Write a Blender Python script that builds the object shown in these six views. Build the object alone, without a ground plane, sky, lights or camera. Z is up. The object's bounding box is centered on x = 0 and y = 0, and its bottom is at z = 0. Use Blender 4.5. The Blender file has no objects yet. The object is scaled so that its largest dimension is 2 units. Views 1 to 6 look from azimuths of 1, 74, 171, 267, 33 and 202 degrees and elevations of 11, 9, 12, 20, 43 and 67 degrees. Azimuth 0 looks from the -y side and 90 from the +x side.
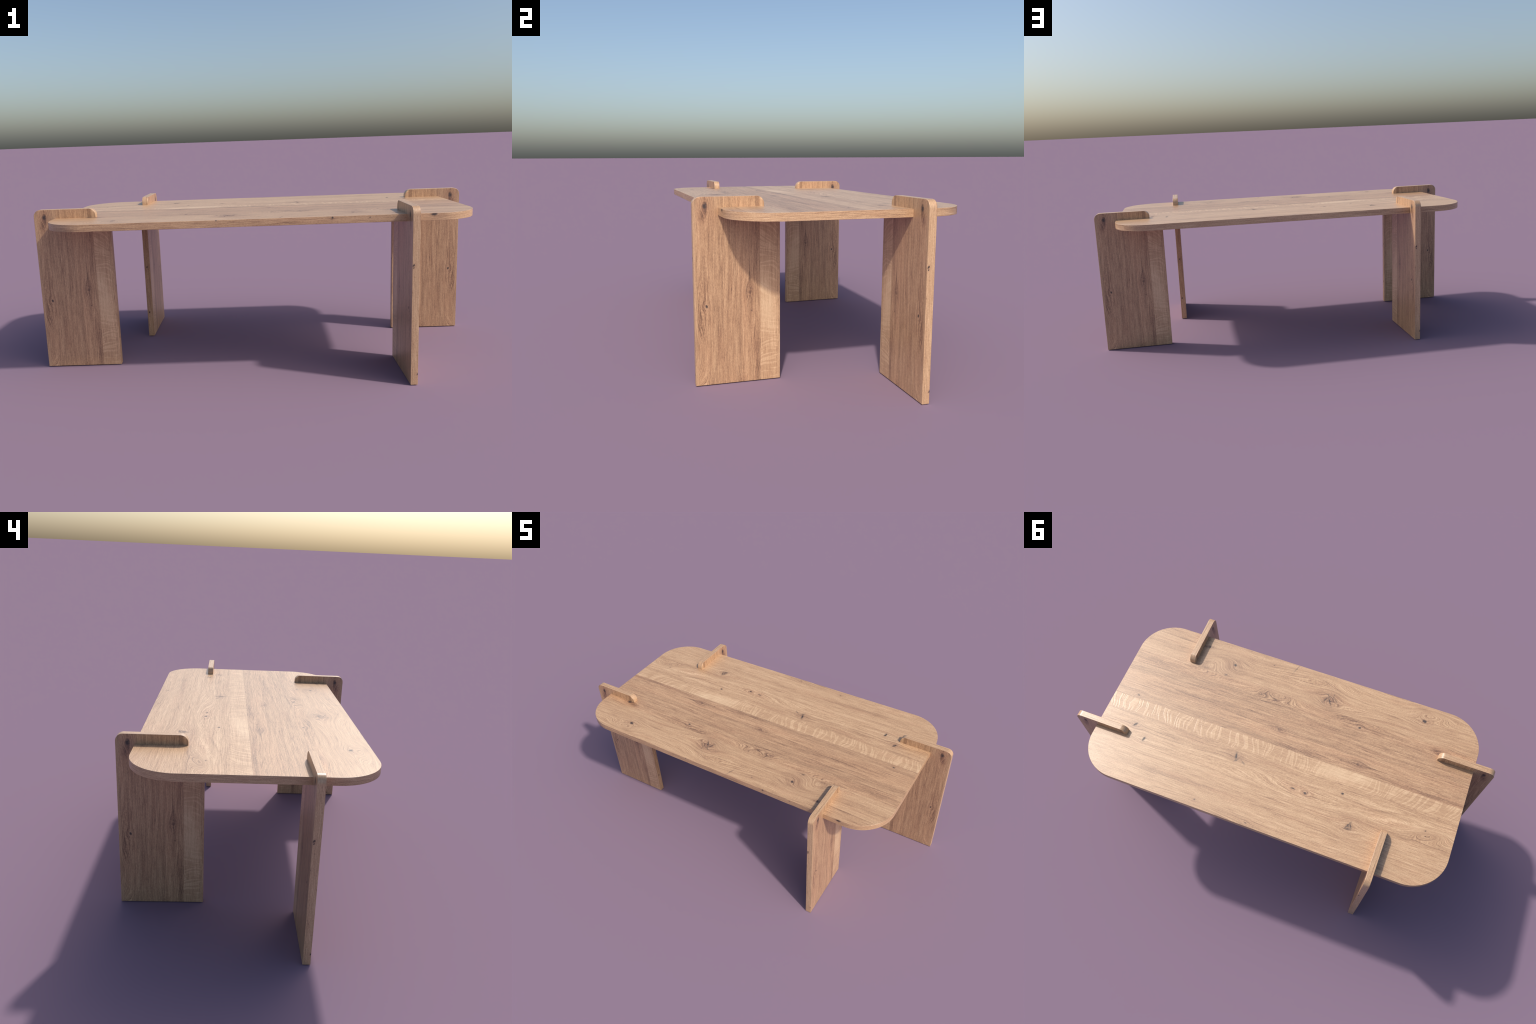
"""Low oak table: a rounded-rectangle top held by four notched slab legs set in a
pinwheel.  Geometry from profiles; one procedural oak board drives every surface."""
import bpy
import bmesh
from math import cos, sin, pi, radians
from mathutils import Matrix

# ----------------------------------------------------------------- dimensions
TOP_Z, TOP_T = 0.683, 0.030             # upper face and thickness of the top
TOP_C, TOP_H, TOP_R = (-0.0065, 0.0115), (0.8995, 0.4505), 0.178
LEG_H, LEG_W, LEG_T = 0.7225, 0.3345, 0.0295
PRONG, PRONG_R = 0.2725, 0.030          # reach of the finger over the top
WEB = 0.112                             # solid outer part beside the notch

# ---------------------------------------------------------- node shorthand
class Tree:
    """Small expression builder: math on sockets becomes nodes."""

    def __init__(self, tree):
        self.t = tree

    def node(self, kind, **props):
        n = self.t.nodes.new(kind)
        for k, v in props.items():
            setattr(n, k, v)
        return n

    def put(self, value, socket):
        if isinstance(value, V):
            value = value.s
        if isinstance(value, bpy.types.NodeSocket):
            self.t.links.new(value, socket)
        else:
            socket.default_value = value

    def math(self, op, *args):
        n = self.node("ShaderNodeMath", operation=op)
        for i, a in enumerate(args):
            self.put(a, n.inputs[i])
        return V(self, n.outputs[0])

    def vec(self, x=0.0, y=0.0, z=0.0):
        n = self.node("ShaderNodeCombineXYZ")
        for i, a in enumerate((x, y, z)):
            self.put(a, n.inputs[i])
        return V(self, n.outputs[0])

    def split(self, v):
        n = self.node("ShaderNodeSeparateXYZ")
        self.put(v, n.inputs[0])
        return [V(self, o) for o in n.outputs]

    def vmath(self, op, a, b=None, out=0):
        n = self.node("ShaderNodeVectorMath", operation=op)
        self.put(a, n.inputs[0])
        if b is not None:
            self.put(b, n.inputs[1])
        return V(self, n.outputs[out])

    def noise(self, v, scale=1.0, detail=2.0, rough=0.5, dist=0.0, dims="3D"):
        n = self.node("ShaderNodeTexNoise", noise_dimensions=dims)
        self.put(v, n.inputs["Vector"])
        n.inputs["Scale"].default_value = scale
        n.inputs["Detail"].default_value = detail
        n.inputs["Roughness"].default_value = rough
        n.inputs["Distortion"].default_value = dist
        return V(self, n.outputs["Fac"])

    def step(self, v, lo, hi):
        """Smooth step from lo to hi."""
        n = self.node("ShaderNodeMapRange", interpolation_type="SMOOTHSTEP")
        self.put(v, n.inputs["Value"])
        self.put(lo, n.inputs["From Min"])
        self.put(hi, n.inputs["From Max"])
        return V(self, n.outputs["Result"])

    def lerp(self, f, a, b):
        n = self.node("ShaderNodeMix", data_type="FLOAT")
        self.put(f, n.inputs[0])
        self.put(a, n.inputs[2])
        self.put(b, n.inputs[3])
        return V(self, n.outputs[0])

    def vlerp(self, f, a, b):
        n = self.node("ShaderNodeMix", data_type="VECTOR")
        self.put(f, n.inputs[0])
        self.put(a, n.inputs[4])
        self.put(b, n.inputs[5])
        return V(self, n.outputs[1])

    def mix(self, f, a, b, blend="MIX"):
        n = self.node("ShaderNodeMix", data_type="RGBA", blend_type=blend)
        self.put(f, n.inputs[0])
        self.put(a, n.inputs[6])
        self.put(b, n.inputs[7])
        return V(self, n.outputs[2])

    def ellipse(self, p, u, v, su, sv, turn=0.0):
        """Local coordinates of an ellipse and the squared distance in it."""
        n = self.node("ShaderNodeMapping", vector_type="TEXTURE")
        self.put(p, n.inputs["Vector"])
        n.inputs["Location"].default_value = (u, v, 0)
        n.inputs["Rotation"].default_value = (0, 0, radians(turn))
        n.inputs["Scale"].default_value = (su, sv, 1)
        d = V(self, n.outputs[0])
        return d, self.vmath("DOT_PRODUCT", d, d, out="Value")

    def after(self, p, done):
        """The place p, made to wait for a value, so few results are live at once."""
        if not isinstance(done, V):
            return p
        n = self.node("ShaderNodeVectorMath", operation="MULTIPLY_ADD")
        self.put(done, n.inputs[0])
        n.inputs[1].default_value = (1e-9, 1e-9, 0.0)
        self.put(p, n.inputs[2])
        return V(self, n.outputs[0])

    def bell(self, q, sharp=1.0):
        return self.math("POWER", 2.718281828 ** -sharp, q)


class V:
    def __init__(self, tree, socket):
        self.tr, self.s = tree, socket

    def __add__(self, o): return self.tr.math("ADD", self, o)
    def __radd__(self, o): return self.tr.math("ADD", o, self)
    def __sub__(self, o): return self.tr.math("SUBTRACT", self, o)
    def __rsub__(self, o): return self.tr.math("SUBTRACT", o, self)
    def __mul__(self, o): return self.tr.math("MULTIPLY", self, o)
    def __rmul__(self, o): return self.tr.math("MULTIPLY", o, self)
    def __gt__(self, o): return self.tr.math("GREATER_THAN", self, o)
    def __lt__(self, o): return self.tr.math("LESS_THAN", self, o)


# ------------------------------------------------------------ the oak board
# Board coordinates: u runs along the grain, v across it (metres on the top).
SEAM_A, SEAM_B, FLECK_END, SEAM_C = -0.243, 0.029, 0.110, 0.262

# knots: u, v, half length, half width, turn, how far the grain bends, darkness
KNOTS = [
    (-0.137, -0.300, 0.028, 0.024, 20, 2.2, 0.36),
    (0.382, -0.324, 0.011, 0.009, 0, 6.0, 1.0),
    (-0.615, -0.353, 0.011, 0.0095, 0, 5.0, 1.0),
    (0.550, -0.382, 0.008, 0.007, 0, 3.0, 0.85),
    (0.515, -0.262, 0.030, 0.012, 10, 4.0, 0.35),
    (-0.328, -0.206, 0.008, 0.006, 40, 1.8, 0.9),
    (-0.754, -0.206, 0.013, 0.010, 0, 3.0, 1.0),
    (-0.387, -0.020, 0.022, 0.014, -50, 1.6, 0.35),
    (0.041, -0.057, 0.024, 0.009, -40, 2.0, 0.42),
    (0.773, 0.010, 0.010, 0.006, 0, 3.0, 0.7),
    (0.193, -0.395, 0.006, 0.004, 0, 2.0, 0.7),
    (0.193, -0.213, 0.006, 0.004, 0, 2.0, 0.7),
    (0.403, -0.255, 0.018, 0.008, 10, 1.5, 0.5),
    (0.714, 0.168, 0.012, 0.008, 55, 2.5, 0.85),
    (0.641, 0.226, 0.012, 0.008, 80, 2.5, 0.85),
    (-0.438, 0.298, 0.017, 0.013, 55, 3.5, 0.42),
    (0.180, 0.152, 0.020, 0.009, -80, 2.6, 0.45),
    (-0.133, 0.210, 0.014, 0.004, -4, 1.2, 1.0),
    (-0.194, 0.211, 0.008, 0.0055, -10, 1.5, 1.0),
    (-0.360, 0.152, 0.007, 0.004, -10, 1.5, 1.0),
    (0.013, 0.445, 0.006, 0.005, 0, 2.5, 0.7),
    (0.279, 0.426, 0.007, 0.005, 40, 2.5, 0.7),
    (-0.624, 0.430, 0.022, 0.012, 0, 2.5, 0.45),
    (-0.772, 0.190, 0.005, 0.003, 20, 1.0, 0.8),
    (-0.495, -0.206, 0.004, 0.003, 0, 1.0, 0.5),
    (-0.298, -0.010, 0.003, 0.003, 0, 1.0, 0.8),
    # leg edges (outer row v = 3.0, inner row v = 3.2)
    (-0.533, 3.0100, 0.006, 0.0035, 0, 2.0, 1.0),
    (-0.521, 3.0090, 0.003, 0.002, 0, 1.0, 0.8),
    (-0.412, 3.0135, 0.006, 0.002, 0, 1.0, 0.7),
    (-0.029, 2.9890, 0.005, 0.003, 0, 1.5, 1.0),
    (-0.394, 3.1990, 0.006, 0.004, 0, 2.0, 0.9),
    (-0.122, 3.1955, 0.006, 0.004, 0, 2.0, 0.9),
    # rim of the top (front row v = 2.0 at its upper arris)
    (0.283, 1.9940, 0.006, 0.008, 0, 1.5, 0.9),
    (0.433, 1.9920, 0.004, 0.003, 0, 1.0, 0.7),
    (0.690, 1.9960, 0.014, 0.008, 0, 2.0, 0.9),
    (-0.181, 1.9980, 0.005, 0.004, 0, 1.5, 0.8),
]
# swellings of the growth rings: closed loops and cathedral arches
# plank, u, v, half length, half width, turn, height
ARCHES = [
    ("b", 0.110, -0.248, 0.130, 0.036, 0, 0.058),
    ("b", -0.330, -0.245, 0.180, 0.024, 0, 0.024),
    ("b", -0.820, -0.250, 0.080, 0.028, 0, 0.014),
    ("b", 0.160, 0.034, 0.220, 0.026, 0, 0.032),
    ("b", 0.640, 0.030, 0.200, 0.022, 0, 0.022),
    ("b", -0.160, 0.040, 0.200, 0.040, 0, -0.020),
    ("b", 0.420, -0.262, 0.120, 0.035, 0, 0.040),
    ("a", -0.050, -0.400, 0.190, 0.036, 4, 0.045),
    ("a", -0.660, -0.402, 0.100, 0.028, 0, 0.040),
    ("a", 0.470, -0.330, 0.080, 0.040, 10, 0.040),
    ("a", -0.250, -0.270, 0.120, 0.020, 0, -0.020),
    ("c", -0.795, 0.206, 0.070, 0.024, 14, 0.065),
    ("c", -0.640, 0.180, 0.140, 0.016, 12, 0.012),
    ("c", 0.150, 0.190, 0.200, 0.030, 0, 0.020),
    ("c", -0.200, 0.240, 0.260, 0.040, 0, -0.035),
    ("d", 0.250, 0.460, 0.220, 0.035, 0, 0.040),
    ("d", -0.620, 0.470, 0.160, 0.045, 0, 0.040),
]
# drying cracks: u, v, half length, half width, turn, darkness
CRACKS = [
    (-0.1198, -0.2992, 0.018, 0.0026, 63, 0.85),
    (-0.1420, -0.2936, 0.024, 0.0028, -61, 0.95),
    (-0.1300, -0.3233, 0.024, 0.0022, -21, 0.60),
    (-0.1537, -0.3283, 0.013, 0.0022, -83, 0.60),
    (-0.1716, -0.3057, 0.017, 0.0022, -40, 0.50),
    (-0.1064, -0.2791, 0.020, 0.0022, -35, 0.40),
    (0.0778, -0.4148, 0.022, 0.0030, 70, 0.60),
    (-0.4314, 0.2903, 0.019, 0.0034, 64, 0.90),
    (-0.4456, 0.2890, 0.014, 0.0034, -74, 0.90),
    (-0.4374, 0.3070, 0.012, 0.0036, 8, 0.90),
    (0.1815, 0.1484, 0.017, 0.0046, -77, 0.90),
    (0.1735, 0.1700, 0.012, 0.0030, 47, 0.70),
    (0.1374, 0.1704, 0.012, 0.0032, -33, 0.65),
    (0.7150, 0.1680, 0.012, 0.0042, 57, 0.70),
    (0.6397, 0.2266, 0.012, 0.0046, 80, 0.70),
]
# broad stains and streaks: u, v, half length, half width, turn, tone (+ light)
STAINS = [
    (-0.728, -0.213, 0.030, 0.012, -14, -0.75),
    (-0.705, -0.216, 0.030, 0.014, -10, -0.30),
    (-0.387, -0.022, 0.045, 0.022, -30, -0.25),
    (0.041, -0.057, 0.050, 0.016, -20, -0.30),
    (-0.790, 0.014, 0.240, 0.011, 0, -0.38),
    (-0.520, 0.004, 0.120, 0.006, -3, -0.35),
    (-0.120, 0.012, 0.160, 0.011, 3, -0.38),
    (0.520, -0.075, 0.260, 0.020, 4, -0.35),
    (0.750, -0.200, 0.150, 0.022, -3, -0.30),
    (-0.270, -0.236, 0.120, 0.010, -2, -0.35),
    (-0.597, -0.414, 0.035, 0.008, 0, -0.45),
    (-0.068, -0.322, 0.030, 0.016, 20, -0.30),
    (-0.142, -0.302, 0.045, 0.036, 20, -0.45),
    (-0.580, 0.166, 0.130, 0.006, 12, -0.50),
    (-0.650, 0.189, 0.085, 0.007, 12, 0.55),
    (-0.436, 0.298, 0.060, 0.018, 10, -0.25),
    (0.170, 0.162, 0.060, 0.025, 0, -0.25),
    (0.480, 0.360, 0.300, 0.022, 3, -0.25),
    (-0.420, 0.050, 0.060, 0.022, 0, 0.35),
    (-0.310, 0.060, 0.120, 0.030, 6, 0.45),
    (-0.360, 0.040, 0.020, 0.012, 20, -0.35),
]

def srgb(r, g, b):
    f = lambda c: ((c / 255 + 0.055) / 1.055) ** 2.4
    return (f(r), f(g), f(b), 1.0)


def flecks(t, p0, u, v, past_b):
    """Medullary flecks in the quarter-sawn strip: mask of the strip, pale rungs."""
    edge_n = t.noise(t.vec(u * 30.0, v * 20.0), detail=1.0, dims="2D")
    strip = past_b * (1.0 - t.step(v + (edge_n - 0.5) * 0.035, FLECK_END - 0.012, FLECK_END + 0.004))
    bow = t.noise(t.vec(u * 7.0, v * 9.0), detail=1.0, dims="2D")
    rung_u = u + (v - 0.07) * t.lerp(t.step(u, -0.30, -0.10), -0.50, 0.14) + (bow - 0.5) * 0.060
    pitch = t.lerp(t.step(u, -0.45, 0.05), 140.0, 112.0)
    rung_n = t.noise(t.vec(rung_u * pitch, v * 8.0, 1.7), detail=1.0, rough=0.45)
    rung = t.step(rung_n, 0.49, 0.59)
    calm = t.bell(t.ellipse(p0, -0.320, 0.07, 0.110, 0.10)[1]) * 0.85
    cross = t.step(t.noise(t.vec(u * 9.0, v * 260.0, 4.0), detail=1.0), 0.52, 0.62)
    rung = rung * strip * (1.0 - calm) * (1.0 - cross * 0.35)
    return strip, rung, calm


def drifting(t, u, v, plank):
    """Unhurried wander of the grain."""
    drift = t.noise(t.vec(u * 1.3, v * 5.0, plank * 3.7), detail=2.0)
    sway = t.noise(t.vec(u * 5.0, v * 14.0, plank * 1.9 + 8.0), detail=2.0)
    return v + (drift - 0.5) * 0.034 + (sway - 0.5) * 0.010


def oak_relief():
    """Lighter companion of the board: only its fine relief, for the bump."""
    g = bpy.data.node_groups.new("oak_relief", "ShaderNodeTree")
    g.interface.new_socket("Board", in_out="INPUT", socket_type="NodeSocketVector")
    g.interface.new_socket("Height", in_out="OUTPUT", socket_type="NodeSocketFloat")
    t = Tree(g)
    p0 = V(t, t.node("NodeGroupInput").outputs[0])
    u, v, _ = t.split(p0)
    past_b = v > SEAM_B
    plank = (v > SEAM_A) + past_b + (v > SEAM_C)
    h = drifting(t, u, v, plank)
    z = plank * 5.3
    lines = t.noise(t.vec(u * 3.0, h * 210.0, z + 4.0), detail=2.0, rough=0.6)
    fibre = t.noise(t.vec(u * 14.0, h * 620.0, z + 6.0), detail=2.0, rough=0.6)
    strip, rung, _ = flecks(t, p0, u, v, past_b)
    seam = t.bell(t.math("POWER", (v - SEAM_B) * 900.0, 2.0)) + t.bell(t.math("POWER", (v - SEAM_A) * 900.0, 2.0))
    height = (lines * 0.6 + fibre * 0.5) * (1.0 - strip * 0.5) + rung * 0.6 - seam * 0.6
    t.put(height, t.node("NodeGroupOutput").inputs[0])
    return g


def oak_board():
    """Node group: board coordinates in, colour, height and gloss out."""
    g = bpy.data.node_groups.new("oak_board", "ShaderNodeTree")
    g.interface.new_socket("Board", in_out="INPUT", socket_type="NodeSocketVector")
    g.interface.new_socket("Color", in_out="OUTPUT", socket_type="NodeSocketColor")
    g.interface.new_socket("Roughness", in_out="OUTPUT", socket_type="NodeSocketFloat")
    t = Tree(g)
    p0 = V(t, t.node("NodeGroupInput").outputs[0])
    u, v, _ = t.split(p0)

    # planks: each has a random offset in the noise space
    in_b = (v > SEAM_A) * (v < SEAM_B)
    past_b, past_c = v > SEAM_B, v > SEAM_C
    plank = (v > SEAM_A) + past_b + past_c
    lane = {"a": v < SEAM_A, "b": in_b, "c": past_b * (v < SEAM_C), "d": past_c}

    # edges of knots are ragged: warp the place a little
    wob = t.node("ShaderNodeTexNoise", noise_dimensions="2D")
    t.put(t.vec(u * 60.0, v * 90.0), wob.inputs["Vector"])
    wob.inputs["Scale"].default_value = 1.0
    wob.inputs["Detail"].default_value = 2.0
    jit = t.vmath("MULTIPLY", t.vmath("SUBTRACT", V(t, wob.outputs["Color"]), (0.5, 0.5, 0.5)), (0.010, 0.008, 0.0))
    p = t.vmath("ADD", p0, jit)

    # growth-ring field h: level lines of h are the grain lines
    h = drifting(t, u, v, plank)
    dark, halo = 0.0, 0.0
    for ku, kv, su, sv, turn, reach, tone in KNOTS:
        p1 = t.after(p, h)
        q = t.ellipse(p1, ku, kv, su, sv, turn)[1]
        dark = dark + t.bell(q, 1.1) * tone
        r = (reach * su + 0.006, reach * sv * 0.9 + 0.004)
        d, qf = t.ellipse(t.after(p0, dark), ku, kv, r[0], r[1], 0)
        b = t.bell(qf)
        halo = halo + b * (0.35 * min(1.0, tone + 0.2))
        dy = t.split(d)[1]
        h = h - dy * b * (r[1] * 0.92)
    for lane_name in "abcd":
        swell = h * 1e-9
        for which, au, av, su, sv, turn, lift in ARCHES:
            if which == lane_name:
                swell = swell + t.bell(t.ellipse(t.after(p0, swell), au, av, su, sv, turn)[1]) * lift
        h = h + swell * lane[lane_name]
    cracks = h * 1e-9
    for cu, cv, su, sv, turn, tone in CRACKS:
        cracks = cracks + t.bell(t.ellipse(t.after(p, cracks), cu, cv, su, sv, turn)[1]) * tone
    stain = cracks * 1e-9
    for su_, sv_, su, sv, turn, tone in STAINS:
        stain = stain + t.bell(t.ellipse(t.after(p, stain), su_, sv_, su, sv, turn)[1]) * tone

    # grain at four widths, all drawn along the level lines of h
    z = plank * 5.3
    broad = t.noise(t.vec(u * 0.9, h * 16.0, z), detail=2.0)
    bands = t.noise(t.vec(u * 1.6, h * 70.0, z + 2.0), detail=2.0, rough=0.55)
    lines = t.noise(t.vec(u * 3.0, h * 210.0, z + 4.0), detail=2.0, rough=0.6)
    fibre = t.noise(t.vec(u * 14.0, h * 620.0, z + 6.0), detail=2.0, rough=0.6)
    pores = t.noise(t.vec(u * 55.0, h * 1100.0, z + 9.0), detail=1.0)
    grit = t.noise(t.vec(u * 130.0, h * 480.0, z + 40.0), detail=1.0)
    # crisp late-wood lines: thin ridges where a slow noise crosses its middle
    ridge_n = t.noise(t.vec(u * 0.9, h * 62.0, z + 12.0), detail=1.0)
    ridge = 1.0 - t.step(t.math("ABSOLUTE", ridge_n - 0.47), 0.0, 0.026)
    ridge_gate = t.step(t.noise(t.vec(u * 3.0, h * 12.0, z + 15.0), detail=1.0), 0.42, 0.62)
    ridge = ridge * ridge_gate

    # yearly rings: evenly paced fine dark lines
    beat = t.noise(t.vec(u * 1.2, h * 24.0, z + 30.0), detail=1.0)
    rings = t.step(t.math("SINE", h * 1500.0 + beat * 26.0), 0.40, 1.0)
    rings = rings * t.step(t.noise(t.vec(u * 5.0, h * 90.0, z + 33.0), detail=1.0), 0.32, 0.60)

    strip, rung, calm = flecks(t, p0, u, v, past_b)

    # tone per plank
    pink = t.math("MULTIPLY", in_b, 0.75)
    light = past_b * 0.10 + strip * 0.03 + calm * strip * 0.11 + (v < SEAM_A) * 0.06
    tone = (broad - 0.5) * 0.48 + (bands - 0.5) * 0.30 + (lines - 0.5) * 0.48 + (fibre - 0.5) * 1.25 + (grit - 0.5) * 0.65
    tone = tone * (1.0 - strip * 0.35) - rings * 0.26 * (1.0 - strip * 0.7)
    tone = tone + 0.56 + light - in_b * 0.0
    tone = tone + stain * 0.50 + rung * 0.17 - strip * (1.0 - rung) * 0.05
    tone = tone - ridge * 0.26 * (1.0 - strip) - halo * 0.10
    tone = tone - t.step(pores, 0.58, 0.72) * 0.16
    seam = t.bell(t.math("POWER", (v - SEAM_B) * 900.0, 2.0)) + t.bell(t.math("POWER", (v - SEAM_A) * 900.0, 2.0)) * 0.6
    tone = tone - seam * 0.08

    ramp = t.node("ShaderNodeValToRGB")
    stops = [(0.0, srgb(108, 80, 61)), (0.25, srgb(150, 114, 86)), (0.50, srgb(181, 143, 108)),
             (0.75, srgb(201, 164, 127)), (1.0, srgb(219, 186, 148))]
    el = ramp.color_ramp.elements
    el[0].position, el[0].color = stops[0]
    el[1].position, el[1].color = stops[-1]
    for pos, col in stops[1:-1]:
        el.new(pos).color = col
    t.put(tone, ramp.inputs[0])
    col = V(t, ramp.outputs[0])
    col = t.mix(pink * t.step(broad, 0.35, 0.65), col, (1.0, 0.955, 0.94, 1), "MULTIPLY")
    mot = t.noise(t.vec(u * 4.0, h * 30.0, z + 20.0), detail=1.0)
    col = t.mix(t.step(mot, 0.52, 0.72) * 0.5, col, (1.0, 0.95, 0.945, 1), "MULTIPLY")
    ink = t.math("MINIMUM", t.step(dark + (wob_f(t, wob) - 0.5) * 0.7, 0.22, 0.80) + cracks * 1.1, 1.0)
    col = t.mix(t.math("MINIMUM", halo * 0.55 + dark * 0.45, 0.7), col, srgb(132, 96, 76))
    col = t.mix(ink * 0.92, col, srgb(52, 40, 38))

    out = t.node("NodeGroupOutput")
    t.put(col, out.inputs[0])
    t.put(0.345 + (1.0 - tone) * 0.05 + ink * 0.2, out.inputs[1])
    return g


def wob_f(t, wob):
    return V(t, wob.outputs["Fac"])


def oak_material(name, board, relief, coords):
    m = bpy.data.materials.new(name)
    m.use_nodes = True
    m.node_tree.nodes.clear()
    t = Tree(m.node_tree)
    tc = t.node("ShaderNodeTexCoord")
    x, y, z = t.split(V(t, tc.outputs["Object"]))
    nx, ny, nz = t.split(V(t, tc.outputs["Normal"]))
    grp = t.node("ShaderNodeGroup")
    grp.node_tree = board
    place = coords(t, x, y, z, nx, ny, nz)
    t.put(place, grp.inputs[0])
    rel = t.node("ShaderNodeGroup")
    rel.node_tree = relief
    t.put(place, rel.inputs[0])
    bs = t.node("ShaderNodeBsdfPrincipled")
    t.put(grp.outputs["Color"], bs.inputs["Base Color"])
    t.put(grp.outputs["Roughness"], bs.inputs["Roughness"])
    bs.inputs["Specular IOR Level"].default_value = 0.85
    bump = t.node("ShaderNodeBump")
    bump.inputs["Strength"].default_value = 0.22
    bump.inputs["Distance"].default_value = 0.0012
    t.put(rel.outputs["Height"], bump.inputs["Height"])
    t.put(bump.outputs[0], bs.inputs["Normal"])
    t.put(bs.outputs[0], t.node("ShaderNodeOutputMaterial").inputs[0])
    return m


def top_coords(t, x, y, z, nx, ny, nz):
    """Faces: plan position.  Rim: length along the side, height across."""
    ax, ay, az = (t.math("ABSOLUTE", n) for n in (nx, ny, nz))
    drop = z - TOP_Z
    long_rim = t.vec(x, drop + 2.0 + (ny > 0.0) * 0.3)
    end_rim = t.vec(y * 1.6 + 4.0, drop + 2.15 + (nx > 0.0) * 0.3)
    rim = t.vlerp(ax > ay, long_rim, end_rim)
    return t.vlerp(az > 0.6, rim, t.vec(x, y))


def leg_coords(t, x, y, z, nx, ny, nz):
    """Broad faces repeat part of the same board at 8/9 scale, grain upright."""
    up = 0.0202 - z * 1.125
    face = t.vec(up, (x - 0.255) * 1.125 + SEAM_B)
    side = t.vec(up, y + 3.0 + (nx > 0.0) * 0.2)
    cap = t.vec(x + 3.0, y + 3.4)
    ax, ay, az = (t.math("ABSOLUTE", n) for n in (nx, ny, nz))
    rim = t.vlerp(az > ax, side, cap)
    return t.vlerp(ay > 0.6, rim, face)


# ------------------------------------------------------------------ geometry
def arc(cx, cy, r, a0, a1, n):
    return [(cx + r * cos(a0 + (a1 - a0) * i / n), cy + r * sin(a0 + (a1 - a0) * i / n)) for i in range(n + 1)]


def slab(name, outline, depth, to_3d, bevel):
    """Extrude a closed outline symmetrically and soften its arrises."""
    bm = bmesh.new()
    low = [bm.verts.new(to_3d(a, b, 0.0)) for a, b in outline]
    high = [bm.verts.new(to_3d(a, b, depth)) for a, b in outline]
    n = len(outline)
    caps = [bm.faces.new(low[::-1]), bm.faces.new(high)]
    for i in range(n):
        bm.faces.new((low[i], low[(i + 1) % n], high[(i + 1) % n], high[i]))
    bmesh.ops.recalc_face_normals(bm, faces=bm.faces)
    rims = [e for e in bm.edges if any(f in caps for f in e.link_faces)]
    bmesh.ops.bevel(bm, geom=rims, offset=bevel, segments=3, profile=0.5, affect="EDGES")
    me = bpy.data.meshes.new(name)
    bm.to_mesh(me)
    bm.free()
    return me


def shade(ob, angle):
    for p in ob.data.polygons:
        p.use_smooth = True
    ob.data.set_sharp_from_angle(angle=radians(angle))
    wn = ob.modifiers.new("weighted_normal", "WEIGHTED_NORMAL")
    wn.keep_sharp = True


def build():
    board, relief = oak_board(), oak_relief()
    table = bpy.data.objects.new("coffee_table", None)
    table["label"] = "low oak table with rounded top and four notched slab legs"
    table["category"] = "coffee table"
    bpy.context.collection.objects.link(table)

    # top
    (cx, cy), (hx, hy), r = TOP_C, TOP_H, TOP_R
    outline = []
    for sx, sy, a in ((1, 1, 0), (-1, 1, 90), (-1, -1, 180), (1, -1, 270)):
        outline += arc(cx + sx * (hx - r), cy + sy * (hy - r), r, radians(a), radians(a + 90), 32)
    me = slab("tabletop", outline, TOP_T, lambda a, b, d: (a, b, TOP_Z - TOP_T + d), 0.0012)
    top = bpy.data.objects.new("tabletop", me)
    me.materials.append(oak_material("oak_tabletop", board, relief, top_coords))
    shade(top, 40)
    top.parent = table
    bpy.context.collection.objects.link(top)

    # legs: slab with a notch that grips the top, a finger above, rounded corners
    k, rr = 0.001, PRONG_R
    notch_lo, notch_hi = TOP_Z - TOP_T + k, TOP_Z - k
    outline = [(0, 0), (LEG_W, 0), (LEG_W, notch_lo), (WEB, notch_lo), (WEB, notch_hi), (PRONG, notch_hi)]
    outline += arc(PRONG - rr, LEG_H - rr, rr, 0, pi / 2, 12)
    outline += arc(rr, LEG_H - rr, rr, pi / 2, pi, 12)
    me = slab("leg", outline, LEG_T, lambda a, b, d: (a, d - LEG_T / 2, b), 0.0014)
    me.materials.append(oak_material("oak_leg", board, relief, leg_coords))
    first = None
    for px, py, turn in ((-1.0, -0.1860, 0), (0.5955, -0.534, 90), (1.0, 0.2203, 180), (-0.5955, 0.534, -90)):
        if first is None:
            leg = first = bpy.data.objects.new("leg", me)
            shade(leg, 40)
        else:
            leg = first.copy()
        leg.name = "leg"
        leg.matrix_world = Matrix.Translation((px, py, 0)) @ Matrix.Rotation(radians(turn), 4, "Z")
        leg.parent = table
        bpy.context.collection.objects.link(leg)


build()
